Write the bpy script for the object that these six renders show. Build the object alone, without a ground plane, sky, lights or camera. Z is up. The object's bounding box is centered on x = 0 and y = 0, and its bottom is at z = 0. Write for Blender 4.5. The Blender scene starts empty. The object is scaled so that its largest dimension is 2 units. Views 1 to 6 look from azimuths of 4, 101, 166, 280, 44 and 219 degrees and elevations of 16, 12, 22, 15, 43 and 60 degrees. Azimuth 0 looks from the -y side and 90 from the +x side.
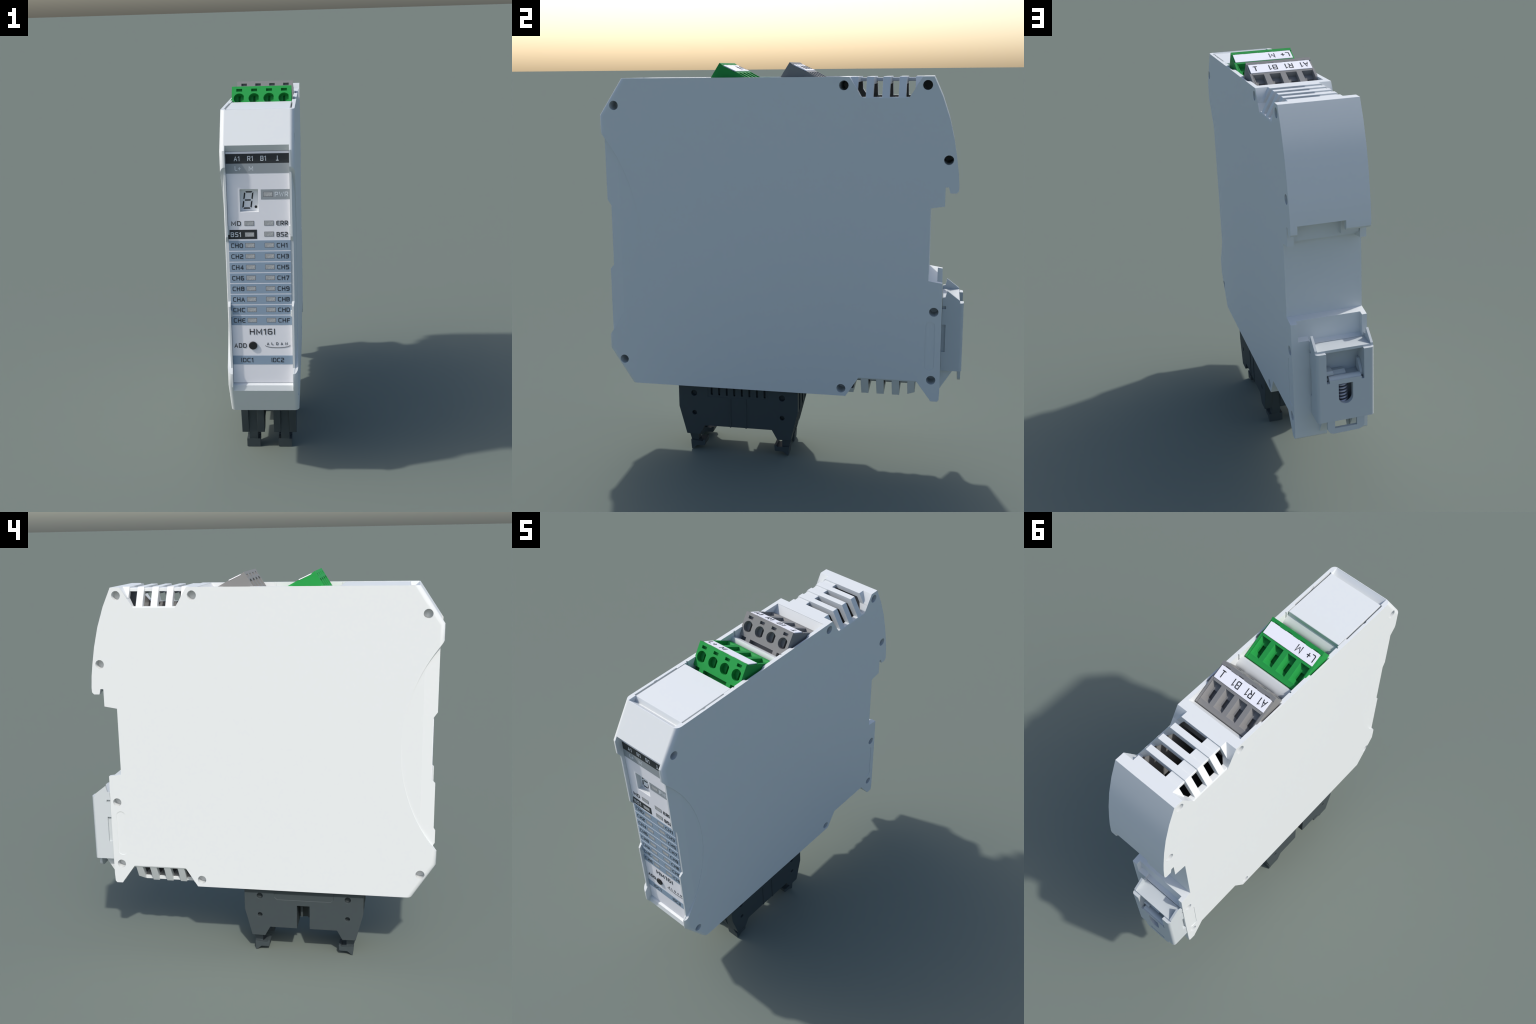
"""Slim rail-mount electronic module: light-grey plastic housing with vents, printed
front panel, two pluggable terminal blocks on top, two ribbon-cable connectors below
and a spring clip at the rear.  Side profile lives in the y-z plane, width along x."""
import bpy, bmesh, math
from mathutils import Vector, Matrix

W = 0.178            # half width of the housing
IN = 0.152           # half width between the side walls
PITCH = 0.0788       # pole pitch of the terminal plugs

# ------------------------------------------------------------------ materials
def material(name, color, rough=0.45, grain=0.03, bump=0.02, scale=60.0, metallic=0.0, coat=0.0, spec=0.4):
    m = bpy.data.materials.new(name)
    m.use_nodes = True
    nt = m.node_tree
    b = nt.nodes["Principled BSDF"]
    tc = nt.nodes.new("ShaderNodeTexCoord")
    no = nt.nodes.new("ShaderNodeTexNoise")
    no.inputs["Scale"].default_value = scale
    no.inputs["Detail"].default_value = 3
    nt.links.new(tc.outputs["Object"], no.inputs["Vector"])
    mix = nt.nodes.new("ShaderNodeMix")
    mix.data_type = 'RGBA'
    c = list(color)
    mix.inputs["A"].default_value = [v * (1 - grain) for v in c] + [1]
    mix.inputs["B"].default_value = [min(1, v * (1 + grain)) for v in c] + [1]
    nt.links.new(no.outputs["Fac"], mix.inputs["Factor"])
    nt.links.new(mix.outputs["Result"], b.inputs["Base Color"])
    if bump:
        n2 = nt.nodes.new("ShaderNodeTexNoise")
        n2.inputs["Scale"].default_value = scale * 12
        nt.links.new(tc.outputs["Object"], n2.inputs["Vector"])
        bp = nt.nodes.new("ShaderNodeBump")
        bp.inputs["Strength"].default_value = bump
        bp.inputs["Distance"].default_value = 0.002
        nt.links.new(n2.outputs["Fac"], bp.inputs["Height"])
        nt.links.new(bp.outputs["Normal"], b.inputs["Normal"])
    b.inputs["Roughness"].default_value = rough
    b.inputs["Metallic"].default_value = metallic
    b.inputs["Coat Weight"].default_value = coat
    b.inputs["Specular IOR Level"].default_value = spec
    return m

M_WHITE = material("white_plastic", (0.68, 0.708, 0.715), 0.5, 0.008, 0.01)
M_INNER = material("shade_darkened_inside", (0.28, 0.285, 0.29), 0.7, 0.05, 0)  # base colour lowered to paint in the gloom of the unlit interior
M_CLIP = material("clip_plastic", (0.535, 0.575, 0.595), 0.5, 0.008, 0.01)
M_PANEL = material("panel_plastic", (0.875, 0.865, 0.90), 0.5, 0.008, 0.01)
M_BLUE = material("blue_grey_print", (0.285, 0.375, 0.48), 0.5, 0.01, 0)
M_GREY = material("mid_grey_print", (0.32, 0.35, 0.37), 0.5, 0.01, 0)
M_DARK = material("charcoal_print", (0.028, 0.032, 0.036), 0.5, 0.02, 0)
M_BLACK = material("black_ink", (0.016, 0.016, 0.017), 0.5, 0.02, 0)
M_PALE = material("pale_ink", (0.70, 0.74, 0.78), 0.5, 0.02, 0)
M_GREEN = material("green_plastic", (0.020, 0.30, 0.062), 0.6, 0.02, 0.01, spec=0.15)
M_GRAYP = material("grey_plastic", (0.228, 0.228, 0.228), 0.6, 0.02, 0.01, spec=0.2)
M_LABEL = material("white_label", (0.88, 0.88, 0.93), 0.5, 0.004, 0)
M_CABLE = material("black_plastic", (0.050, 0.064, 0.069), 0.6, 0.03, 0.01, spec=0.25)
M_METAL = material("spring_steel", (0.5, 0.5, 0.58), 0.35, 0.04, 0, metallic=0.6)
M_SCREEN = material("display_face", (0.86, 0.87, 0.89), 0.35, 0.01, 0)

def lamp_material():
    m = material("lamp_window", (0.36, 0.36, 0.37), 0.3, 0.0, 0)
    nt = m.node_tree
    mix = [n for n in nt.nodes if n.bl_idname == "ShaderNodeMix"][0]
    mix.inputs["A"].default_value = (0.22, 0.225, 0.23, 1)
    mix.inputs["B"].default_value = (0.66, 0.67, 0.67, 1)
    nz = [n for n in nt.nodes if n.bl_idname == "ShaderNodeTexNoise"][0]
    nz.inputs["Scale"].default_value = 110
    nz.inputs["Detail"].default_value = 2
    return m
M_LAMP = lamp_material()
M_FRAME = material("lamp_frame", (0.13, 0.13, 0.14), 0.5, 0.02, 0)

# ------------------------------------------------------------------ mesh helpers
_scratch = []

def new_object(name, bm, mats, smooth=True, angle=32):
    bmesh.ops.remove_doubles(bm, verts=bm.verts, dist=1e-6)
    me = bpy.data.meshes.new(name)
    bm.to_mesh(me)
    bm.free()
    for m in (mats if isinstance(mats, (list, tuple)) else [mats]):
        me.materials.append(m)
    if smooth:
        me.shade_smooth()
        me.set_sharp_from_angle(angle=math.radians(angle))
    o = bpy.data.objects.new(name, me)
    bpy.context.scene.collection.objects.link(o)
    return o

AX = {'x': lambda a, b, t: (t, a, b),      # polygon in (y, z), extruded along x
      'y': lambda a, b, t: (a, t, b),      # polygon in (x, z), extruded along y
      'z': lambda a, b, t: (a, b, t)}      # polygon in (x, y), extruded along z

def add_prism(bm, poly, axis, t0, t1):
    f = AX[axis]
    lo = [bm.verts.new(f(a, b, t0)) for a, b in poly]
    hi = [bm.verts.new(f(a, b, t1)) for a, b in poly]
    n = len(poly)
    faces = [bm.faces.new(lo), bm.faces.new(hi)]
    for i in range(n):
        j = (i + 1) % n
        faces.append(bm.faces.new((lo[i], lo[j], hi[j], hi[i])))
    bmesh.ops.recalc_face_normals(bm, faces=faces)
    return faces

def add_box(bm, x0, x1, y0, y1, z0, z1):
    return add_prism(bm, [(x0, y0), (x1, y0), (x1, y1), (x0, y1)], 'z', z0, z1)

def prism(poly, axis, t0, t1, mat=None, name="cutter"):
    bm = bmesh.new()
    add_prism(bm, poly, axis, t0, t1)
    return new_object(name, bm, mat or M_WHITE, smooth=False)

def box(x0, x1, y0, y1, z0, z1, mat=None, name="cutter"):
    return prism([(x0, y0), (x1, y0), (x1, y1), (x0, y1)], 'z', z0, z1, mat, name)

def circle_pts(cx, cy, r, n=20, a0=0.0, a1=2 * math.pi):
    full = abs(a1 - a0 - 2 * math.pi) < 1e-6
    k = n if full else n + 1
    return [(cx + r * math.cos(a0 + (a1 - a0) * i / n), cy + r * math.sin(a0 + (a1 - a0) * i / n)) for i in range(k)]

def rounded_rect(x0, x1, y0, y1, r, n=5):
    p = []
    for cx, cy, a in ((x1 - r, y1 - r, 0), (x0 + r, y1 - r, .5), (x0 + r, y0 + r, 1), (x1 - r, y0 + r, 1.5)):
        p += circle_pts(cx, cy, r, n, a * math.pi, (a + .5) * math.pi)
    return p

def drop(o):
    me = o.data
    bpy.data.objects.remove(o, do_unlink=True)
    if me.users == 0:
        bpy.data.meshes.remove(me)

def join(objs):
    """Merge scratch objects into one mesh object (pieces may overlap)."""
    bm = bmesh.new()
    for o in objs:
        bm.from_mesh(o.data)
    base = objs[0]
    mats = list(base.data.materials)
    name = base.name
    for o in objs:
        drop(o)
    return new_object(name, bm, mats, smooth=False)

def boolean(o, cutter, op='DIFFERENCE', keep=False):
    cs = cutter if isinstance(cutter, list) else [cutter]
    for c in cs:
        md = o.modifiers.new("b", 'BOOLEAN')
        md.operation = op
        md.solver = 'EXACT'
        md.object = c
        md.material_mode = 'TRANSFER'
    dg = bpy.context.evaluated_depsgraph_get()
    me = bpy.data.meshes.new_from_object(o.evaluated_get(dg))
    o.modifiers.clear()
    old = o.data
    o.data = me
    bpy.data.meshes.remove(old)
    if not keep:
        for c in cs:
            drop(c)
    return o

def finish(o, bevel=0.0, segs=2, angle=40, smooth=32, crease=None):
    """Clean the boolean result, round its edges and set smooth shading by angle."""
    bm = bmesh.new()
    bm.from_mesh(o.data)
    bmesh.ops.remove_doubles(bm, verts=bm.verts, dist=2e-5)
    bmesh.ops.dissolve_limit(bm, angle_limit=math.radians(0.6), verts=bm.verts, edges=bm.edges, delimit={'MATERIAL'})
    bm.to_mesh(o.data)
    bm.free()
    if bevel:
        md = o.modifiers.new("bevel", 'BEVEL')
        md.width = bevel
        md.segments = segs
        md.limit_method = 'ANGLE'
        md.angle_limit = math.radians(angle)
        md.use_clamp_overlap = True
        md.miter_outer = 'MITER_ARC'
        dg = bpy.context.evaluated_depsgraph_get()
        me = bpy.data.meshes.new_from_object(o.evaluated_get(dg))
        o.modifiers.clear()
        old = o.data
        o.data = me
        bpy.data.meshes.remove(old)
    o.data.shade_smooth()
    o.data.set_sharp_from_angle(angle=math.radians(smooth))
    if crease:
        for e in o.data.edges:
            if all(crease(o.data.vertices[v].co) for v in e.vertices):
                e.use_edge_sharp = True
    # let the large flat faces keep their own normal; the shading bends only across the roundings
    md = o.modifiers.new("wn", 'WEIGHTED_NORMAL')
    md.mode = 'FACE_AREA'
    md.weight = 100
    md.keep_sharp = True
    dg = bpy.context.evaluated_depsgraph_get()
    me = bpy.data.meshes.new_from_object(o.evaluated_get(dg))
    o.modifiers.clear()
    old = o.data
    o.data = me
    bpy.data.meshes.remove(old)
    return o

def rename(o, name):
    o.name = name
    o.data.name = name
    return o

root = bpy.data.objects.new("rail_module", None)
bpy.context.scene.collection.objects.link(root)
root["label"] = "slim white rail-mount module with green and grey terminal plugs"
root["category"] = "electronic module"

def under(o, parent):
    o.parent = parent
    return o

# ------------------------------------------------------------------ housing
def build_housing():
    # outer side outline, clockwise from the top front corner
    rear_arc = [(0.7265, 1.931), (0.7690, 1.838), (0.8040, 1.736), (0.8275, 1.638),
                (0.8427, 1.5500), (0.8510, 1.490), (0.8555, 1.430)]
    outline = [(-0.7800, 1.931)] + rear_arc + [
        (0.8545, 1.407), (0.8445, 1.3965), (0.8158, 1.3968), (0.8088, 1.4245), (0.7933, 1.4245),
        (0.7933, 1.3348), (0.727, 1.3243), (0.727, 0.974), (0.7933, 0.963), (0.7955, 0.785),
        (0.7957, 0.424), (0.7935, 0.378), (0.7856, 0.3687), (-0.7820, 0.3687),
        (-0.8970, 0.5500), (-0.8983, 1.7540)]
    bm = bmesh.new()
    add_prism(bm, outline, 'x', -W, W)
    # big rounding where the front meets the two sides
    front = {(-0.7800, 1.931), (-0.8983, 1.7540), (-0.8970, 0.5500), (-0.7820, 0.3687)}
    def isf(v):
        return any(abs(v.co.y - a) < 1e-5 and abs(v.co.z - b) < 1e-5 for a, b in front)
    es = [e for e in bm.edges if isf(e.verts[0]) and isf(e.verts[1])
          and abs(e.verts[0].co.x - e.verts[1].co.x) < 1e-5
          and not (e.verts[0].co.z > 1.9 and e.verts[1].co.z < 0.5) and not (e.verts[0].co.z < 0.5 and e.verts[1].co.z > 1.9)]
    bmesh.ops.bevel(bm, geom=es, offset=0.024, segments=6, profile=0.5, affect='EDGES')
    h = new_object("housing", bm, [M_WHITE], smooth=False)

    # stepped front edge of the side walls
    step = [(-1.0, 1.675), (-0.8978, 1.675), (-0.8790, 1.6470), (-0.8785, 1.331), (-0.8585, 1.303),
            (-0.8592, 0.9957), (-0.8785, 0.9745), (-0.8790, 0.6470), (-0.8985, 0.6190), (-1.0, 0.6190)]
    boolean(h, prism(step, 'x', -0.3, 0.3))
    # shallow thumb scoops: circular arc outline, deepening towards the front
    R, cy, cz = 0.829, -1.538, 1.146
    arc = circle_pts(cy, cz, R, 40, -0.80, 0.80)
    for s in (1, -1):
        disc = prism([(-1.45, arc[0][1])] + arc + [(-1.45, arc[-1][1])], 'x', -0.4, 0.4)
        prof = [(s * (W - 0.0017), -0.7085), (s * (W - 0.0048), -0.8100), (s * (W - 0.0160), -0.8760), (s * (W - 0.0230), -0.93),
                (s * 0.25, -0.93), (s * 0.25, -0.7085)]
        boolean(disc, prism(prof, 'z', 0.4, 1.8), 'INTERSECT')
        boolean(h, disc)

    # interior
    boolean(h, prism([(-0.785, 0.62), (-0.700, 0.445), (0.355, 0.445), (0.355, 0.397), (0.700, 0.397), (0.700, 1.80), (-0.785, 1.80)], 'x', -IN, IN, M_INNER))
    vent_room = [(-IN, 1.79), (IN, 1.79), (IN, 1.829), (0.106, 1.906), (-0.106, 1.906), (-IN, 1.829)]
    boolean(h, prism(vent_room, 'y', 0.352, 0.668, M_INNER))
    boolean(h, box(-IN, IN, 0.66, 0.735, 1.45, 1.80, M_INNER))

    # front: bay for the panel, upper edge under the slope and a ledge at the bottom
    boolean(h, prism([(-1.0, 1.7765), (-0.8830, 1.7765), (-0.8625, 1.7460), (-0.845, 1.7460), (-0.845, 0.558), (-0.8575, 0.558),
                      (-0.8735, 0.5500), (-0.8795, 0.5215), (-1.0, 0.5215)], 'x', -IN, IN))
    boolean(h, box(-0.0892, -0.0003, -0.90, -0.820, 1.4512, 1.5610))
    # top: pocket behind the front slope, cover seat and plug well
    boolean(h, prism([(-0.7768, 1.94), (-0.7768, 1.9300), (-0.7430, 1.9010), (-0.7290, 1.9010), (-0.7290, 1.94)], 'x', -0.1545, 0.1555))
    boolean(h, box(-0.157, 0.157, -0.7300, 0.28, 1.62, 1.95))
    boolean(h, prism([(0.27, 1.65), (0.27, 1.95), (0.290, 1.95), (0.290, 1.931), (0.283, 1.65)], 'x', -0.157, 0.157))
    for s in (1, -1):
        # thin gaps beside the cover, with a small catch
        boolean(h, box(min(s * 0.1545, s * 0.1638), max(s * 0.1545, s * 0.1638), -0.7320, -0.4570, 1.905, 1.95))
        boolean(h, prism([(s * 0.160, -0.610), (s * 0.1672, -0.602), (s * 0.1672, -0.588), (s * 0.160, -0.580)], 'z', 1.900, 1.95))
        # scoops beside the two plugs
        for dy in (0.0, 0.34):
            boolean(h, prism([(-0.315 + dy, 1.95), (-0.315 + dy, 1.930), (-0.302 + dy, 1.909), (-0.20 + dy, 1.909),
                              (-0.178 + dy, 1.931), (-0.178 + dy, 1.95)], 'x', min(s * 0.15, s * 0.1705), max(s * 0.15, s * 0.1705)))
            boolean(h, box(min(s * 0.15, s * 0.1635), max(s * 0.15, s * 0.1635), -0.392 + dy, -0.384 + dy, 1.86, 1.95))

    # vents: chamfer both shoulders inside a trapezoid, then open the middle
    for top in (True, False):
        if top:
            z0, z1, far = 1.8295, 1.931, 2.2
            trap = [(0.3375, 1.9345), (0.4025, z0), (0.6121, z0), (0.6795, 1.9345), (0.6795, 2.1), (0.3375, 2.1)]
        else:
            z0, z1, far = 0.4693, 0.3687, 0.1
            trap = [(0.3350, 0.366), (0.4010, z0), (0.6820, z0), (0.7555, 0.366), (0.7555, 0.2), (0.3350, 0.2)]
        for s in (1, -1):
            wedge = [(s * 0.1195, z1), (s * W, z0), (s * 0.4, z0 - (0.386 if top else -0.386)), (s * 0.4, far), (s * 0.1195, far)]
            c = prism(trap, 'x', min(s * 0.05, s * 0.35), max(s * 0.05, s * 0.35))
            boolean(c, prism(wedge, 'y', 0.2, 0.9), 'INTERSECT')
            boolean(h, c)
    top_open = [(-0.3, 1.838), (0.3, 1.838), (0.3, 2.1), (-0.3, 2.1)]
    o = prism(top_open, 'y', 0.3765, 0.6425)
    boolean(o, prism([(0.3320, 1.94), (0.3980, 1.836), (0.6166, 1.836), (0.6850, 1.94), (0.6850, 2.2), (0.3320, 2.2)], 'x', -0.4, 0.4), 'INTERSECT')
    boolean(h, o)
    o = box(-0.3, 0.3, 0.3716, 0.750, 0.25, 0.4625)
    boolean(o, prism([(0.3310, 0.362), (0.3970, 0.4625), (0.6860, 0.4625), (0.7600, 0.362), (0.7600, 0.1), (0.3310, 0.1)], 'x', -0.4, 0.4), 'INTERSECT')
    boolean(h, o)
    boolean(h, prism([(0.680, 0.30), (0.680, 0.398), (0.700, 0.405), (0.735, 0.405), (0.757, 0.366), (0.757, 0.30)], 'x', -0.12, 0.12))
    # open slot in the foot of the rear wall
    boolean(h, box(-0.088, 0.022, 0.69, 0.83, 0.30, 0.50))

    # rear: raised lip edge, recess under it, recess above the clip
    boolean(h, box(-0.0665, 0.148, 0.80, 0.90, 1.36, 1.4435))
    boolean(h, prism([(0.7275, 1.3150), (0.7275, 1.3385), (0.7660, 1.3455), (0.7660, 1.4425), (0.83, 1.4425), (0.83, 1.3150)], 'x', -0.149, 0.1485))
    boolean(h, prism([(0.7690, 1.00), (0.7690, 0.866), (0.785, 0.857), (0.83, 0.857), (0.83, 1.00)], 'x', -0.155, 0.0960))
    boolean(h, prism([(0.7690, 1.00), (0.7690, 0.8855), (0.7955, 0.8745), (0.83, 0.8600), (0.83, 1.00)], 'x', 0.090, 0.1475))
    # screw wells in both sides, and the oval recess near the foot
    wells = [(-0.8188, 1.801), (0.3143, 1.892), (0.6990, 1.892), (0.8045, 1.5505), (0.7575, 0.8215),
             (0.7533, 0.4775), (0.3140, 0.4073), (-0.8195, 0.4962)]
    for s in (1, -1):
        for y, z in wells:
            depth = 0.045 if s < 0 else (0.21 if z > 1.5 and y > 0 else 0.085)
            a, b = sorted((s * (W - depth), s * 0.25))
            boolean(h, prism(circle_pts(y, z, 0.0228, 14), 'x', a, b))
        ring = rounded_rect(0.7195, 0.7655, 0.529, 0.771, 0.021)
        a, b = sorted((s * (W - 0.0022), s * 0.25))
        boolean(h, prism(ring, 'x', a, b))
    finish(h, 0.0028, 2, 38, 30, lambda c: abs(c.y + 0.81) < 1e-4 and abs(abs(c.x) - (W - 0.0048)) < 1e-3)
    return h

housing = under(build_housing(), root)

# slats of the vents: one bent strip each, plus the low filler plates between them
def slat(name, y0, y1, top=True, y_slope=None):
    o, i = (1.931, 1.8295), (1.906, 1.8305)
    sec = [(-W + 0.001, 1.8300), (-0.1195, 1.931), (0.1195, 1.931), (W - 0.001, 1.8300),
           (0.1440, 1.8300), (0.1000, 1.8955), (-0.1000, 1.8955), (-0.1440, 1.8300)]
    if not top:
        sec = [(x, 0.3687 + (1.931 - z)) for x, z in sec]
    bm = bmesh.new()
    add_prism(bm, sec, 'y', y0, y1)
    for f in bm.faces:                       # inner faces get the colour darkened for cavity shade
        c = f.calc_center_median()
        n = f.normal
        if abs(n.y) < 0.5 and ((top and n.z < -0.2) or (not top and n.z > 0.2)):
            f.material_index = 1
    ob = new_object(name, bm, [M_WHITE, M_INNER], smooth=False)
    if y_slope:
        boolean(ob, prism(y_slope, 'x', -0.4, 0.4))
    finish(ob, 0.0025, 2, 38, 30)
    return under(ob, housing)

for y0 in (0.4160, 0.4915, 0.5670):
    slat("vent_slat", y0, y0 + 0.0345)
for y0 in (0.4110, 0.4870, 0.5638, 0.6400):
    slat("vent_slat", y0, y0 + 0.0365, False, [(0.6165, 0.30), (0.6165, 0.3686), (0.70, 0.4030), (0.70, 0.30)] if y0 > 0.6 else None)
def fillers():
    bm = bmesh.new()
    edges = [0.3765, 0.4160, 0.4505, 0.4915, 0.5260, 0.5670, 0.6015, 0.6425]
    for i in range(0, 8, 2):
        add_box(bm, -0.1173, -0.040, edges[i] - 0.0005, edges[i + 1] + 0.0005, 1.9075, 1.9245)
    edges = [0.3716, 0.4110, 0.4475, 0.4870, 0.5235, 0.5638, 0.6003, 0.6400]
    for i in range(0, 8, 2):
        add_box(bm, -0.1195, -0.040, edges[i] - 0.0005, edges[i + 1] + 0.0005, 0.3752, 0.3955)
    o = new_object("vent_filler", bm, M_WHITE, smooth=False)
    return under(finish(o, 0.0015, 1), housing)
fillers()

# the circuit board that is seen through the vents
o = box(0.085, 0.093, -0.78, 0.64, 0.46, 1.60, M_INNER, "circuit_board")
under(o, housing)

# ------------------------------------------------------------------ top cover and well walls
def build_cover():
    o = prism([(-0.7310, 1.9295), (-0.4070, 1.9295), (-0.4050, 1.9275), (-0.4050, 1.880), (-0.7310, 1.880), (-0.7310, 1.896), (-0.7390, 1.896)],
              'x', -0.1545, 0.1545, M_WHITE, "top_cover")
    return under(finish(o, 0.002, 2), housing)
build_cover()
for dy in (0.0, 0.34):                       # humped walls in front of each plug
    p = [(-0.4250 + dy, 1.83), (-0.4250 + dy, 1.8865), (-0.4110 + dy, 1.9045), (-0.4070 + dy, 1.9085), (-0.4020 + dy, 1.9070),
         (-0.3850 + dy, 1.8965), (-0.3720 + dy, 1.8880), (-0.3600 + dy, 1.8720), (-0.3560 + dy, 1.83)]
    under(finish(prism(p, 'x', -0.1572, 0.1572, M_WHITE, "well_divider"), 0, smooth=50), housing)
under(finish(prism([(0.2895, 1.9295), (0.2800, 1.9160), (0.2565, 1.8850), (0.2565, 1.83), (0.2910, 1.83)], 'x', -0.1569, 0.1569, M_WHITE, "well_divider"), 0, smooth=20), housing)
under(box(-0.1565, 0.1565, -0.7295, 0.279, 1.835, 1.850, M_WHITE, "well_floor"), housing)
under(box(-0.1478, -0.0650, 0.715, 0.785, 1.3610, 1.4600, M_WHITE, "lip_stop"), housing)

# ------------------------------------------------------------------ stroke lettering
# each glyph: (width, [polylines]) on a cell of height 1, squared technical letters
GLYPHS = {
    'A': (.74, [[(0, 0), (.37, 1), (.74, 0)], [(.12, .32), (.62, .32)]]),
    'B': (.68, [[(0, 0), (0, 1), (.56, 1), (.66, .9), (.66, .62), (.56, .53), (.25, .53)], [(.56, .53), (.68, .43), (.68, .1), (.58, 0), (0, 0)]]),
    'C': (.70, [[(.70, 1), (.14, 1), (0, .86), (0, .14), (.14, 0), (.70, 0)]]),
    'D': (.72, [[(0, 0), (0, 1), (.56, 1), (.72, .84), (.72, .16), (.56, 0), (0, 0)]]),
    'E': (.66, [[(.66, 1), (.14, 1), (0, .86), (0, .14), (.14, 0), (.66, 0)], [(0, .52), (.62, .52)]]),
    'F': (.64, [[(0, 0), (0, .88), (.12, 1), (.64, 1)], [(0, .5), (.6, .5)]]),
    'H': (.72, [[(0, 0), (0, 1)], [(.72, 0), (.72, 1)], [(0, .52), (.72, .52)]]),
    'I': (.02, [[(.01, 0), (.01, 1)]]),
    'L': (.60, [[(0, 1), (0, .14), (.14, 0), (.60, 0)]]),
    'M': (.86, [[(0, 0), (0, 1), (.43, .22), (.86, 1), (.86, 0)]]),
    'N': (.72, [[(0, 0), (0, 1), (.72, 0), (.72, 1)]]),
    'P': (.68, [[(0, 0), (0, 1), (.56, 1), (.68, .9), (.68, .5), (.56, .4), (.25, .4)]]),
    'R': (.70, [[(0, 0), (0, 1), (.58, 1), (.70, .9), (.70, .54), (.58, .44), (.25, .44)], [(.34, .44), (.70, 0)]]),
    'S': (.68, [[(.66, 1), (.12, 1), (0, .89), (0, .65), (.12, .53), (.56, .51), (.68, .4), (.68, .12), (.56, 0), (0, 0)]]),
    'W': (1.0, [[(0, 1), (.24, 0), (.5, .86), (.76, 0), (1.0, 1)]]),
    '0': (.70, [[(.14, 0), (.56, 0), (.70, .14), (.70, .86), (.56, 1), (.14, 1), (0, .86), (0, .14), (.14, 0)]]),
    '1': (.30, [[(0, .84), (.26, 1), (.26, 0)]]),
    '2': (.66, [[(0, 1), (.54, 1), (.66, .88), (.66, .64), (.54, .52), (.12, .5), (0, .38), (0, 0), (.66, 0)]]),
    '3': (.66, [[(0, 1), (.54, 1), (.66, .9), (.66, .62), (.56, .53), (.14, .53)], [(.56, .53), (.66, .43), (.66, .1), (.54, 0), (0, 0)]]),
    '4': (.70, [[(.54, 0), (.54, 1), (0, .28), (.30, .28)], [(.25, .28), (.70, .28)]]),
    '5': (.66, [[(.64, 1), (0, 1), (0, .56), (.54, .56), (.66, .45), (.66, .12), (.54, 0), (0, 0)]]),
    '6': (.68, [[(.62, 1), (.14, 1), (0, .86), (0, .14), (.14, 0), (.54, 0), (.68, .12), (.68, .44), (.54, .55), (.25, .55)]]),
    '7': (.64, [[(0, 1), (.64, 1), (.22, 0)]]),
    '8': (.70, [[(.12, .53), (0, .64), (0, .89), (.12, 1), (.58, 1), (.70, .89), (.70, .64), (.58, .53), (.12, .53)],
                [(.12, .53), (0, .42), (0, .11), (.12, 0), (.58, 0), (.70, .11), (.70, .42), (.58, .53)]]),
    '9': (.68, [[(.06, 0), (.54, 0), (.68, .14), (.68, .86), (.54, 1), (.14, 1), (0, .88), (0, .56), (.14, .45), (.43, .45)]]),
    '+': (.60, [[(0, .45), (.60, .45)], [(.30, .15), (.30, .75)]]),
    '_': (.46, [[(0, 0.02), (.46, 0.02)], [(.23, 0), (.23, 1)]]),      # ground mark
    ' ': (.22, []),
}

def stroke(bm, pts, w, to3d, h0, h1):
    """A ribbon of width w along a polyline with mitred corners, raised from h0 to h1."""
    n = len(pts)
    P = [Vector(p) for p in pts]
    closed = (P[0] - P[-1]).length < 1e-9 and n > 3
    if closed:
        P = P[:-1]
        n -= 1
    L, Rr = [], []
    for i in range(n):
        a = P[(i - 1) % n] if (closed or i > 0) else None
        b = P[(i + 1) % n] if (closed or i < n - 1) else None
        d0 = (P[i] - a).normalized() if a is not None else None
        d1 = (b - P[i]).normalized() if b is not None else None
        d0 = d0 or d1
        d1 = d1 or d0
        n0 = Vector((-d0.y, d0.x))
        n1 = Vector((-d1.y, d1.x))
        m = (n0 + n1)
        m = m.normalized() if m.length > 1e-6 else n0
        k = min(1.6, 1.0 / max(0.35, m.dot(n1)))
        off = m * (w * 0.5 * k)
        c = P[i].copy()
        if not closed and i == 0:
            c -= d1 * w * 0.5
        if not closed and i == n - 1:
            c += d0 * w * 0.5
        L.append(c + off)
        Rr.append(c - off)
    v = lambda p, h: bm.verts.new(to3d(p.x, p.y, h))
    l0, l1 = [v(p, h0) for p in L], [v(p, h1) for p in L]
    r0, r1 = [v(p, h0) for p in Rr], [v(p, h1) for p in Rr]
    fs = []
    for i in range(n if closed else n - 1):
        j = (i + 1) % n
        fs += [bm.faces.new((l1[i], l1[j], r1[j], r1[i])), bm.faces.new((l0[i], r0[i], r0[j], l0[j])),
               bm.faces.new((l0[i], l0[j], l1[j], l1[i])), bm.faces.new((r0[i], r1[i], r1[j], r0[j]))]
    if not closed:
        fs += [bm.faces.new((l0[0], l1[0], r1[0], r0[0])), bm.faces.new((l0[-1], r0[-1], r1[-1], l1[-1]))]
    bmesh.ops.recalc_face_normals(bm, faces=fs)

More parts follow.
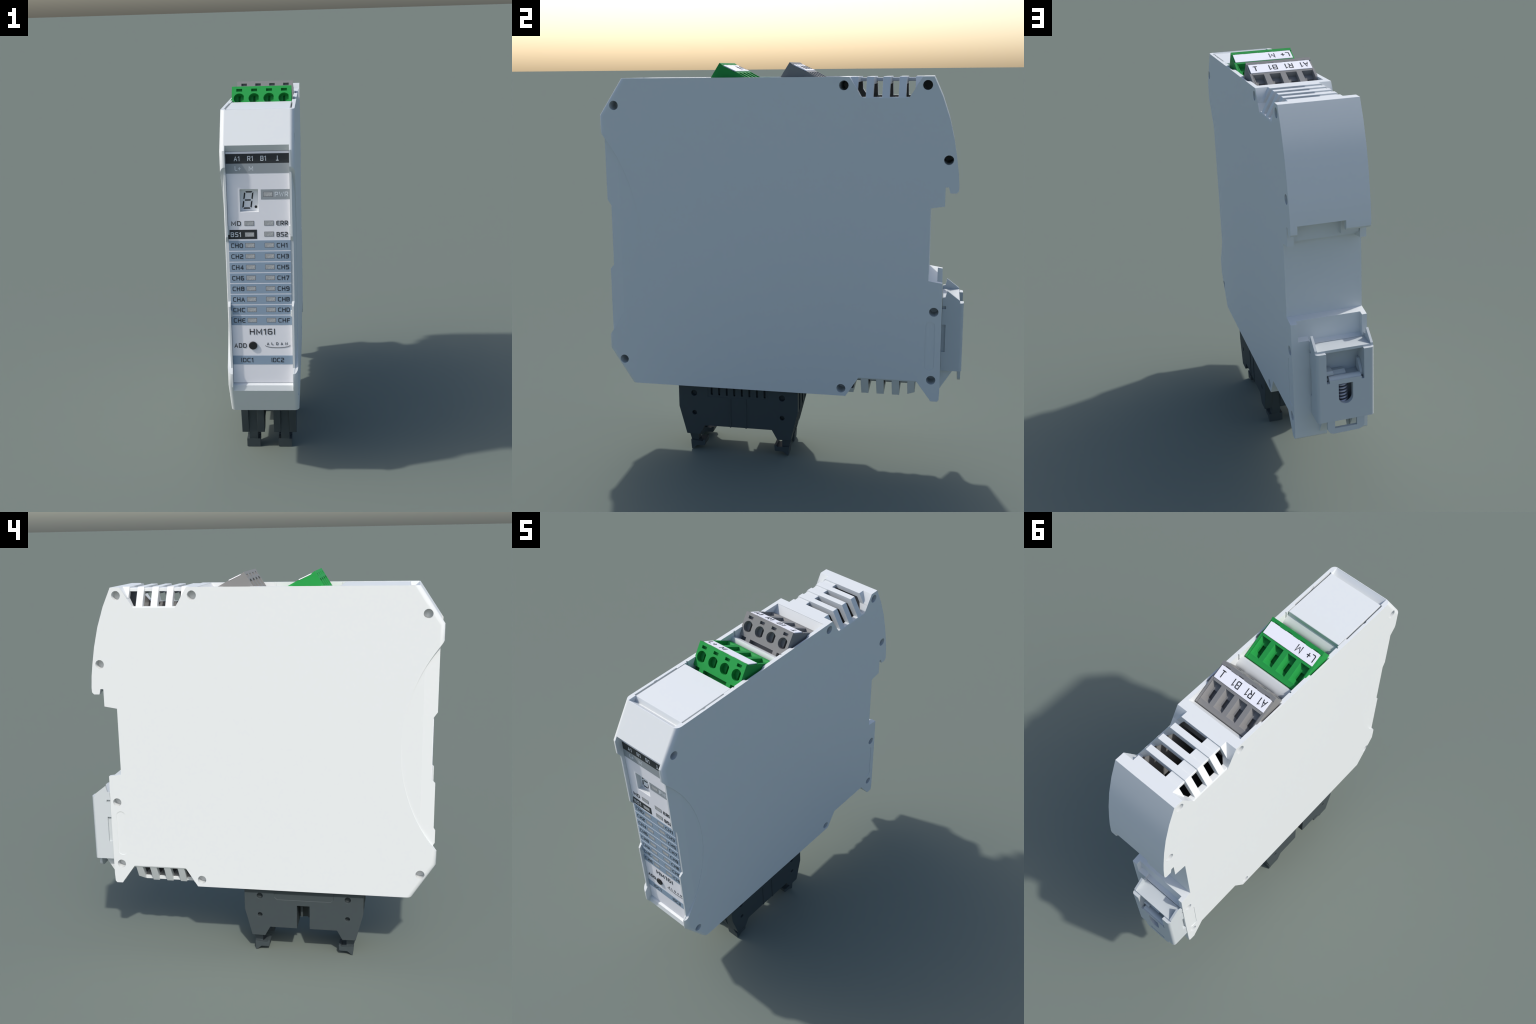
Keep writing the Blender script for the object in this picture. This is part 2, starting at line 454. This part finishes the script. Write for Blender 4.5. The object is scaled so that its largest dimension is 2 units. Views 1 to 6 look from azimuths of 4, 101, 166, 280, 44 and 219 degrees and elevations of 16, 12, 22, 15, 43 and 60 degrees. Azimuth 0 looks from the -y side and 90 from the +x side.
def lettering(text, x0, x1, z0, z1, mat, to3d, parent, width=0.0026, rise=0.0018, gap=0.44, base=0.0):
    """Letters fitted into the box x0..x1, z0..z1 of a plane given by to3d(u, v, height)."""
    H = z1 - z0 - width
    cells, x = [], 0.0
    for ch in text:
        w, polys = GLYPHS[ch]
        cells.append((x, polys))
        x += w + gap
    total = x - gap
    sx = (x1 - x0 - width) / total
    bm = bmesh.new()
    k = 0
    for ox, polys in cells:
        for pl in polys:
            pts = [(x0 + width / 2 + (ox + a) * sx, z0 + width / 2 + b * H) for a, b in pl]
            stroke(bm, pts, width, to3d, base - 0.0006, base + rise + 0.00012 * (k % 5))
            k += 1
    return under(new_object("lettering", bm, mat, smooth=False), parent)

# ------------------------------------------------------------------ front panel
PY = -0.861                                   # face of the panel
def on_panel(u, v, h):
    return (u, PY - h, v)

def build_panel():
    p = prism([(-0.1513, 0.5592), (0.1513, 0.5592), (0.1513, 1.7440), (-0.1513, 1.7440)], 'y', PY, -0.8442, M_PANEL, "front_panel")
    boolean(p, prism([(-0.0890, 1.4515), (-0.0005, 1.4515), (-0.0005, 1.5607), (-0.0890, 1.5607)], 'y', -0.95, -0.80))
    return under(finish(p, 0.0012, 1), root)
panel = build_panel()

def band(name, x0, x1, z0, z1, mat, h=0.0009):
    return under(box(x0, x1, PY - h, PY + 0.002, z0, z1, mat, name), panel)

band("printed_band", -0.1508, 0.1508, 1.6868, 1.7333, M_DARK)
band("printed_band", -0.1508, 0.1508, 1.6390, 1.6866, M_GREY)
band("printed_band", 0.0126, 0.1508, 1.5118, 1.5605, M_GREY)
band("printed_band", -0.1508, -0.0113, 1.3163, 1.3625, M_DARK)
band("printed_band", -0.1508, 0.1508, 0.6602, 0.7075, M_BLUE)
ROW0, ROWP, ROWH = 1.3084, 0.0553, 0.0497
for i in range(8):
    band("printed_band", -0.1508, 0.1508, ROW0 - ROWP * i - ROWH, ROW0 - ROWP * i, M_BLUE)

def lamp_mesh():
    bm = bmesh.new()
    w, h = 0.0231, 0.0118
    t = 0.0016
    outer = [(-w, -h), (w, -h), (w, h), (-w, h)]
    inner = [(-w + t, -h + t), (w - t, -h + t), (w - t, h - t), (-w + t, h - t)]
    for a, b in zip(range(4), (1, 2, 3, 0)):
        q = [outer[a], outer[b], inner[b], inner[a]]
        add_prism(bm, q, 'y', -0.0012, 0.001)
    n0 = len(bm.faces)
    for f in add_prism(bm, inner, 'y', -0.0010, 0.001):
        f.material_index = 1
    o = new_object("indicator_lamp", bm, [M_FRAME, M_LAMP], smooth=False)
    return o
lamp0 = lamp_mesh()
lamp_spots = [(0.0470, 1.5366), (-0.0473, 1.3946), (0.0478, 1.3946), (-0.0472, 1.3385), (0.0473, 1.3399)]
lamp_spots += [(x, ROW0 - ROWP * i - 0.0241) for i in range(8) for x in (-0.0470, 0.0479)]
for k, (x, z) in enumerate(lamp_spots):
    o = lamp0 if k == 0 else lamp0.copy()
    if k:
        bpy.context.scene.collection.objects.link(o)
    o.location = (x, PY, z)
    under(o, panel)

words = [("A1", -0.1113, -0.0838, 1.6988, 1.7217, M_PALE), ("R1", -0.0473, -0.0198, 1.6988, 1.7222, M_PALE),
         ("B1", 0.0150, 0.0425, 1.6985, 1.7222, M_PALE), ("_", 0.0890, 0.1018, 1.6978, 1.7222, M_PALE),
         ("L+", -0.1087, -0.0800, 1.6520, 1.6745, M_PALE), ("M", -0.0415, -0.0203, 1.6515, 1.6740, M_PALE),
         ("PWR", 0.0796, 0.1436, 1.5245, 1.5475, M_PALE),
         ("MD", -0.1343, -0.0886, 1.3832, 1.4060, M_BLACK), ("ERR", 0.0840, 0.1398, 1.3828, 1.4056, M_BLACK),
         ("BS1", -0.1392, -0.0886, 1.3272, 1.3503, M_PALE), ("BS2", 0.0837, 0.1382, 1.3268, 1.3496, M_BLACK),
         ("HM16I", -0.0620, 0.0642, 0.8208, 0.8514, M_BLACK), ("ADD", -0.1412, -0.0806, 0.7506, 0.7742, M_BLACK),
         ("IDC1", -0.1090, -0.0483, 0.6720, 0.6957, M_BLACK), ("IDC2", 0.0440, 0.1070, 0.6718, 0.6955, M_BLACK)]
for i, (a, b) in enumerate(zip("02468ACE", "13579BDF")):
    z = ROW0 - ROWP * i
    words.append(("CH" + a, -0.1400, -0.0820, z - 0.0364, z - 0.0136, M_BLACK))
    words.append(("CH" + b, 0.0830, 0.1356 if b == "1" else 0.1408, z - 0.0364, z - 0.0136, M_BLACK))
for t, x0, x1, z0, z1, m in words:
    big = t.startswith("HM")
    lettering(t, x0, x1, z0, z1, m, on_panel, panel, 0.0042 if big else 0.0034, 0.0013)
for k, ch in enumerate("ALDAN"):
    x = 0.0228 + k * 0.0231
    lettering(ch, x, x + 0.0108, 0.7642, 0.7782, M_BLACK, on_panel, panel, 0.0019, 0.0012)
def swoosh():
    bm = bmesh.new()
    pts = []
    for i in range(21):
        t = -1 + 0.1 * i
        pts.append((0.0766 + 0.0622 * t, 0.7506 + 0.0130 * (1 - math.sqrt(max(0.0, 1 - (0.985 * t) ** 2)))))
    stroke(bm, pts, 0.0016, on_panel, -0.0005, 0.0016)
    return under(new_object("printed_curve", bm, M_BLACK, smooth=False), panel)
swoosh()

# seven-segment display behind its window
DY = -0.8350
def build_display():
    d = box(-0.0892, -0.0003, DY, DY + 0.012, 1.4514, 1.5608, M_SCREEN, "digit_display")
    under(d, panel)
    sl = 0.142                                   # slant of the digit
    def seg(pts):
        bm = bmesh.new()
        add_prism(bm, pts, 'y', DY - 0.0012, DY + 0.002)
        return under(new_object("display_segment", bm, M_BLACK, smooth=False), d)
    cx, cz, hw, hh, t = -0.0525, 1.5042, 0.0195, 0.0398, 0.0064
    X = lambda x, z: (cx + x + sl * (z - cz), z)
    g = 0.0045
    for z, k in ((cz + hh, 1), (cz, 0), (cz - hh, -1)):
        if k == 0:
            q = [(-hw + g, z), (-hw + g + .002, z + t / 2), (hw - g - .002, z + t / 2), (hw - g, z), (hw - g - .002, z - t / 2), (-hw + g + .002, z - t / 2)]
        else:
            q = [(-hw + g - .002, z + k * t / 2), (hw - g + .002, z + k * t / 2), (hw - g - .002, z - k * t / 2), (-hw + g + .002, z - k * t / 2)]
        seg([X(*p) for p in q])
    for s in (1, -1):
        for k in (1, -1):
            xa, xb = s * (hw + 0.0032), s * (hw - 0.0032)
            za, zb = cz + k * 0.0035, cz + k * (hh - 0.002)
            q = [(xa, za), (xb, za + k * 0.004), (xb, zb - k * 0.004), (xa, zb)]
            seg([X(*p) for p in q])
    bm = bmesh.new()
    add_prism(bm, circle_pts(-0.0143, 1.4703, 0.0066, 18), 'y', DY - 0.0012, DY + 0.002)
    under(new_object("display_segment", bm, M_BLACK), d)
build_display()

def build_button():
    o = prism(circle_pts(-0.0472, 0.7630, 0.0212, 28), 'y', -0.8690, -0.8600, M_BLACK, "push_button")
    return under(finish(o, 0.0035, 3, 50, 40), panel)
build_button()
# little catches holding the panel
def catches():
    bm = bmesh.new()
    for s in (1, -1):
        for z0, z1 in ((1.338, 1.385), (0.916, 0.952)):
            add_prism(bm, [(s * 0.1535, z0), (s * 0.1450, z0 + 0.002), (s * 0.1450, z1 - 0.006), (s * 0.1535, z1)], 'y', -0.8665, -0.850)
    return under(new_object("panel_catch", bm, M_WHITE, smooth=False), housing)
catches()

# ------------------------------------------------------------------ terminal plugs
PX0, PX1 = -0.1620, 0.1533
PCX = (PX0 + PX1) / 2
POLES = [PX0 + PITCH * (k + 0.5) for k in range(4)]
PEAK = Vector((-0.2845, 1.9998))
FD = Vector((-0.0425, -0.0665)).normalized()      # down the wire face
FN = Vector((-FD.y * -1, FD.x)).normalized()
FN = Vector((FD.y, -FD.x)).normalized()           # outward normal of the wire face
def front_pt(x, s, d):
    """x across, s down the wire face from the ridge, d outward."""
    p = PEAK + FD * s + FN * d
    return Vector((x, p.x, p.y))
RA = Vector((-0.2065, 1.9590))
RD = Vector((0.121, -0.065)).normalized()
RN = Vector((-RD.y, RD.x)).normalized()
def rear_pt(x, s, d):
    p = RA + RD * s + RN * d
    return Vector((x, p.x, p.y))

def loft(polys, frame, mat, name="cutter"):
    """Closed solid through a stack of outlines: polys = [(depth, [(x, s), ...]), ...]."""
    bm = bmesh.new()
    rings = [[bm.verts.new(frame(x, s, d)) for x, s in pl] for d, pl in polys]
    fs = [bm.faces.new(rings[0]), bm.faces.new(rings[-1])]
    for r0, r1 in zip(rings, rings[1:]):
        n = len(r0)
        for i in range(n):
            j = (i + 1) % n
            fs.append(bm.faces.new((r0[i], r0[j], r1[j], r1[i])))
    bmesh.ops.recalc_face_normals(bm, faces=fs)
    return new_object(name, bm, mat, smooth=False)

def build_plug(mat, name, dy):
    off = Vector((0, dy, 0))
    e = lambda s: PEAK + FD * s
    prof = [(PEAK.x, PEAK.y), (PEAK.x + 0.0150, PEAK.y - 0.0108), (PEAK.x + 0.0166, PEAK.y - 0.0160),
            (-0.2085, 1.9555), (-0.2065, 1.9588), (-0.0855, 1.8940), (-0.0855, 1.665), (-0.345, 1.665),
            (e(0.172).x, e(0.172).y)]
    b = prism(prof, 'x', PX0, PX1, mat, name)
    # chamfered lower corners of the wire face
    for k, px in enumerate((PX0, PX1)):
        s = -1 if k == 0 else 1
        boolean(b, loft([(0.02, [(px + s * .02, .095), (px - s * 0.001, .095), (px - s * 0.024, .128), (px - s * 0.024, .20), (px + s * .02, .20)]),
                         (-0.012, [(px + s * .02, .095), (px - s * 0.001, .095), (px - s * 0.001, .128), (px - s * 0.001, .20), (px + s * .02, .20)])], front_pt, mat))
    # lower openings between the locking tabs
    for x0, x1 in ((PX0 - 0.02, -0.1110), (-0.0825, 0.0737), (0.1000, PX1 + 0.02)):
        r = [(x0, .1252), (x1, .1252), (x1, .30), (x0, .30)]
        boolean(b, loft([(0.05, r), (-0.026, r)], front_pt, mat))
    for cx in POLES:
        c = [p for p in circle_pts(cx + 0.0003, 0.0698, 0.0292, 32) if p[0] < cx + 0.0258]
        boolean(b, loft([(0.02, c), (-0.027, c)], front_pt, mat))
        sl = [(cx - 0.0052, 0.0430), (cx + 0.0058, 0.0430), (cx + 0.0058, 0.0960), (cx - 0.0052, 0.0960)]
        boolean(b, loft([(-0.020, sl), (-0.042, sl)], front_pt, mat))
        r = [(cx - 0.0155, 0.0140), (cx + 0.0155, 0.0140), (cx + 0.0155, 0.0300), (cx - 0.0155, 0.0300)]
        boolean(b, loft([(0.02, r), (-0.014, r)], front_pt, mat))
        # catches of the marker strip: small nicks behind the ridge
        boolean(b, box(cx - 0.0145, cx + 0.0145, PEAK.x + 0.0118, PEAK.x + 0.021, PEAK.y - 0.0190, PEAK.y + 0.01, mat))
        # release slots on the sloping back: wide mouth, deeper narrow throat
        mouth = [(cx - 0.0265, 0.0118), (cx + 0.0265, 0.0118), (cx + 0.0265, 0.1125), (cx - 0.0265, 0.1125)]
        deep = [(cx - 0.0255, 0.0150), (cx + 0.0135, 0.0150), (cx + 0.0135, 0.0860), (cx - 0.0255, 0.1040)]
        boolean(b, loft([(0.03, mouth), (0.0, mouth), (-0.026, deep)], rear_pt, mat))
        thr = [(cx - 0.0252, 0.0480), (cx + 0.0060, 0.0480), (cx + 0.0060, 0.0900), (cx - 0.0252, 0.0980)]
        boolean(b, loft([(-0.015, thr), (-0.045, thr)], rear_pt, mat))
    # thin parting line at both ends of the back
    for x in (PX0 + 0.0115, PX1 - 0.0115):
        r = [(x - 0.0009, 0.004), (x + 0.0009, 0.004), (x + 0.0009, 0.16), (x - 0.0009, 0.16)]
        boolean(b, loft([(0.02, r), (-0.004, r)], rear_pt, mat))
    finish(b, 0.0009, 1, 45, 30)
    b.data.transform(Matrix.Translation(off))
    under(b, root)
    # nicks along the ridge beside the strip
    # marker strip lying on the slope behind the ridge
    A, B = Vector((-0.2678, 1.9862)), Vector((-0.2080, 1.9585))
    LD = (B - A).normalized()
    LN = Vector((-LD.y, LD.x))
    Ls = (B - A).length
    def on_label(u, v, h):                        # v measured up the letters: from front edge to the rear
        p = A + LD * v + LN * h
        return (u, p.x + dy, p.y)
    bm = bmesh.new()
    xs0, xs1 = -0.1532, 0.1460
    outline = [(xs0, Ls), (xs0, 0.0)]
    for cx in POLES:                              # the front edge bows slightly between catches
        outline += [(cx - 0.022, 0.0), (cx - 0.019, -0.0012), (cx + 0.019, -0.0012), (cx + 0.022, 0.0)]
    outline += [(xs1, 0.0), (xs1, Ls)]
    lo = [bm.verts.new(on_label(u, v, -0.001)) for u, v in outline]
    hi = [bm.verts.new(on_label(u, v, 0.0032)) for u, v in outline]
    fs = [bm.faces.new(lo), bm.faces.new(hi)]
    for i in range(len(lo)):
        j = (i + 1) % len(lo)
        fs.append(bm.faces.new((lo[i], lo[j], hi[j], hi[i])))
    bmesh.ops.recalc_face_normals(bm, faces=fs)
    strip = under(new_object("marker_strip", bm, M_LABEL, smooth=False), b)
    texts = [("L+", -0.143, -0.098), ("M", -0.066, -0.036)] if mat is M_GREEN else \
            [("A1", -0.143, -0.103), ("R1", -0.066, -0.027), ("B1", 0.011, 0.052), ("_", 0.107, 0.127)]
    for t, x0, x1 in texts:
        lettering(t, x0, x1, 0.0145, 0.0520, M_BLACK, on_label, strip, 0.0042, 0.0010, 0.40, 0.0032)
    return b

build_plug(M_GREEN, "terminal_plug", 0.0)
build_plug(M_GRAYP, "terminal_plug", 0.34)

# ------------------------------------------------------------------ cable connectors under the housing
CW = 0.1262
def build_connector(open_key):
    """Local x from 0 (left face) to CW (right face)."""
    yc = -0.2225
    half = [(-0.5370, 0.385), (-0.5370, 0.2468), (-0.4985, 0.0960), (-0.4290, 0.0950), (-0.4005, 0.1462)]
    prof = half + [(2 * yc - y, z) for y, z in reversed(half)]
    b = prism(prof, 'x', 0, CW, M_CABLE, "cable_connector")
    # grooves for the strap on both ends
    for s in (1, -1):
        Y = lambda y: y if s == 1 else 2 * yc - y
        g = [(Y(-0.56), 0.40), (Y(-0.470), 0.40), (Y(-0.470), 0.07), (Y(-0.56), 0.07)]
        boolean(b, prism(g, 'x', 0.0385, 0.0865, M_CABLE))
        for y, z, r in ((-0.4550, 0.3223, 0.0160), (-0.4550, 0.2148, 0.0124)):
            boolean(b, prism(circle_pts(Y(y), z, r, 18), 'x', CW - 0.024, 0.3, M_CABLE))
            boolean(b, prism(circle_pts(Y(y), z, r, 18), 'x', -0.2, 0.024, M_CABLE))
    # right face: row of contact slots in a shallow field
    boolean(b, box(CW - 0.0022, 0.3, -0.3815, -0.0646, 0.3060, 0.50, M_CABLE))
    for i in range(8):
        y = -0.3606 + i * 0.0400
        boolean(b, box(CW - 0.018, 0.3, y - 0.0048, y + 0.0048, 0.3171, 0.50, M_CABLE))
    # left face: tray edge and the key slot
    tray = [(-0.3820, 0.45), (-0.3820, 0.3207), (-0.3660, 0.3048), (-0.0825, 0.3048), (-0.0667, 0.3200), (-0.0667, 0.45)]
    boolean(b, prism(tray, 'x', -0.2, 0.0022, M_CABLE))
    boolean(b, box(-0.2, 0.114, -0.2552, -0.1880, 0.10, 0.2753, M_CABLE))
    if open_key:
        boolean(b, box(0.10, 0.3, -0.2552, -0.1880, 0.10, 0.1650, M_CABLE))
    finish(b, 0.0014, 1, 45, 32)
    bm = bmesh.new()
    if not open_key:
        for y in (-0.2625, -0.1796):
            add_box(bm, CW - 0.001, CW + 0.0028, y - 0.0032, y + 0.0032, 0.1445, 0.3040)
    for y in (-0.2084, -0.2467):
        add_box(bm, 0.050, 0.060, y - 0.005, y + 0.005, 0.190, 0.280)
    ribs = new_object("connector_rib", bm, M_CABLE, smooth=False)
    ribs["kind"] = "stuff"
    under(ribs, b)
    for s in (1, -1):
        Y = lambda y: y if s == 1 else 2 * yc - y
        strap = [(-0.5210, 0.380), (-0.5190, 0.2358), (-0.4960, 0.0842), (-0.4866, 0.0520), (-0.4830, 0.0008), (-0.4780, 0.0008),
                 (-0.4540, 0.0200), (-0.4140, 0.0215), (-0.4110, 0.0250), (-0.4085, 0.0510), (-0.4180, 0.0510), (-0.4210, 0.0440),
                 (-0.4480, 0.0440), (-0.4480, 0.0900), (-0.4680, 0.0900), (-0.4680, 0.380)]
        st = prism([(Y(y), z) for y, z in strap], 'x', 0.0390, 0.0860, M_CABLE, "latch_strap")
        toe = [(-0.4866, 0.0490), (-0.4830, 0.0000), (-0.4780, 0.0000), (-0.4540, 0.0190), (-0.4140, 0.0205), (-0.4105, 0.0245), (-0.4080, 0.0515), (-0.4200, 0.0515), (-0.4230, 0.0430)]
        t2 = prism([(Y(y), z) for y, z in toe], 'x', 0.0240, 0.0995, M_CABLE)
        boolean(st, t2, 'UNION')
        under(finish(st, 0.0016, 2, 40, 32), b)
    return b

for x, open_key in ((-0.1509, True), (0.0275, False)):
    conn = build_connector(open_key)
    conn.location.x = x
    under(conn, root)

# ------------------------------------------------------------------ rail clip
def build_clip():
    X0, X1 = -0.1750, 0.0970
    r = 0.016
    plan = [(X0, 0.797), (X1, 0.797)] + circle_pts(X1 - r, 0.8992 - r, r, 6, 0, math.pi / 2) + circle_pts(X0 + r, 0.8992 - r, r, 6, math.pi / 2, math.pi)
    c = prism(plan, 'z', 0.5025, 0.93, M_CLIP, "rail_clip")
    side = [(0.70, 0.875), (0.7950, 0.872), (0.8108, 0.8752), (0.8190, 0.9088), (0.8862, 0.8570), (0.8862, 0.8500), (0.95, 0.8500), (0.95, 1.0), (0.70, 1.0)]
    boolean(c, prism(side, 'x', -0.4, 0.4, M_CLIP))
    # tray between the ears
    boolean(c, box(X0 + 0.0115, X1 - 0.0115, 0.70, 0.8900, 0.8570, 1.0, M_CLIP))
    boolean(c, box(X0 - 0.1, X1 + 0.1, 0.8800, 1.0, 0.8490, 1.0, M_CLIP))
    boolean(c, box(X0 + 0.0125, X1 - 0.0125, 0.70, 0.8770, 0.518, 0.7000, M_CLIP))
    # window and the spring slot below it
    boolean(c, box(-0.1260, 0.0500, 0.8130, 0.95, 0.7125, 0.8440, M_CLIP))
    boolean(c, box(-0.1260, 0.0500, 0.8795, 0.95, 0.8300, 0.8700, M_CLIP))
    for x0, x1 in ((0.0360, 0.0500), (-0.1260, -0.1140)):
        boolean(c, box(x0, x1, 0.872, 0.95, 0.6990, 0.725, M_CLIP))
    slot = [(-0.0046, 0.6900)] + circle_pts(-0.0386, 0.6195, 0.0339, 10, 0, -math.pi) + [(-0.0725, 0.6900)]
    boolean(c, prism(slot, 'y', 0.825, 0.95, M_CLIP))
    # notches where the clip meets the wall
    for z0, z1 in ((0.8177, 0.8325), (0.5994, 0.7380)):
        boolean(c, box(X1 - 0.012, X1 + 0.1, 0.70, 0.8152, z0, z1, M_CLIP))
        boolean(c, box(X0 - 0.1, X0 + 0.012, 0.70, 0.8170, z0, z1, M_CLIP))
    # pull tab
    t = prism([(-0.1265, 0.53), (-0.1265, 0.4590), (-0.1170, 0.4450), (-0.1000, 0.4370), (0.0260, 0.4350), (0.0410, 0.4430), (0.0500, 0.4580), (0.0500, 0.53)],
              'y', 0.8815, 0.8960, M_CLIP)
    boolean(t, prism([(-0.0905, 0.4620), (0.0148, 0.4620), (0.0148, 0.5045), (-0.0905, 0.5045)], 'y', 0.8, 1.0, M_CLIP))
    boolean(c, t, 'UNION')
    finish(c, 0.0022, 2, 40, 35)
    under(c, root)
    # rolled upper edge of the lower front plate, and the lug beside it
    bm = bmesh.new()
    roll = circle_pts(0.8755, 0.7045, 0.0195, 12, -0.2, math.pi) + [(0.850, 0.7045), (0.850, 0.690), (0.890, 0.690)]
    add_prism(bm, roll, 'x', -0.1135, 0.0355)
    add_prism(bm, [(0.815, 0.728), (0.846, 0.735), (0.862, 0.728), (0.862, 0.705), (0.815, 0.705)], 'x', -0.050, 0.014)
    add_prism(bm, [(0.825, 0.744), (0.868, 0.744), (0.875, 0.737), (0.875, 0.727), (0.825, 0.727)], 'x', 0.012, 0.0490)
    add_prism(bm, [(0.828, 0.775), (0.842, 0.775), (0.880, 0.730), (0.880, 0.710), (0.828, 0.720)], 'x', -0.1250, -0.112)
    under(new_object("clip_hinge", bm, M_CLIP), c)
    # ribs that carry the clip
    bm = bmesh.new()
    for x0, x1 in ((0.0215, 0.0605), (-0.1320, -0.0880)):
        add_prism(bm, [(0.790, 0.3900), (0.7975, 0.3975), (0.8630, 0.5020), (0.8630, 0.5100), (0.790, 0.5100)], 'x', x0, x1)
    under(new_object("clip_rib", bm, M_WHITE, smooth=False), housing)
    # coil spring
    cu = bpy.data.curves.new("coil_spring", 'CURVE')
    cu.dimensions = '3D'
    cu.bevel_depth = 0.0056
    cu.bevel_resolution = 3
    sp = cu.splines.new('POLY')
    turns, per = 8, 28
    sp.points.add(turns * per)
    for i in range(turns * per + 1):
        a = 2 * math.pi * i / per
        sp.points[i].co = (-0.0340 + 0.0245 * math.cos(a), 0.8480 + 0.0245 * math.sin(a), 0.582 + 0.0165 * i / per, 1)
    tmp = bpy.data.objects.new("tmp", cu)
    bpy.context.scene.collection.objects.link(tmp)
    dg = bpy.context.evaluated_depsgraph_get()
    me = bpy.data.meshes.new_from_object(tmp.evaluated_get(dg))
    bpy.data.objects.remove(tmp, do_unlink=True)
    me.materials.clear()
    me.materials.append(M_METAL)
    me.name = "coil_spring"
    me.shade_smooth()
    o = bpy.data.objects.new("coil_spring", me)
    bpy.context.scene.collection.objects.link(o)
    under(o, c)
build_clip()
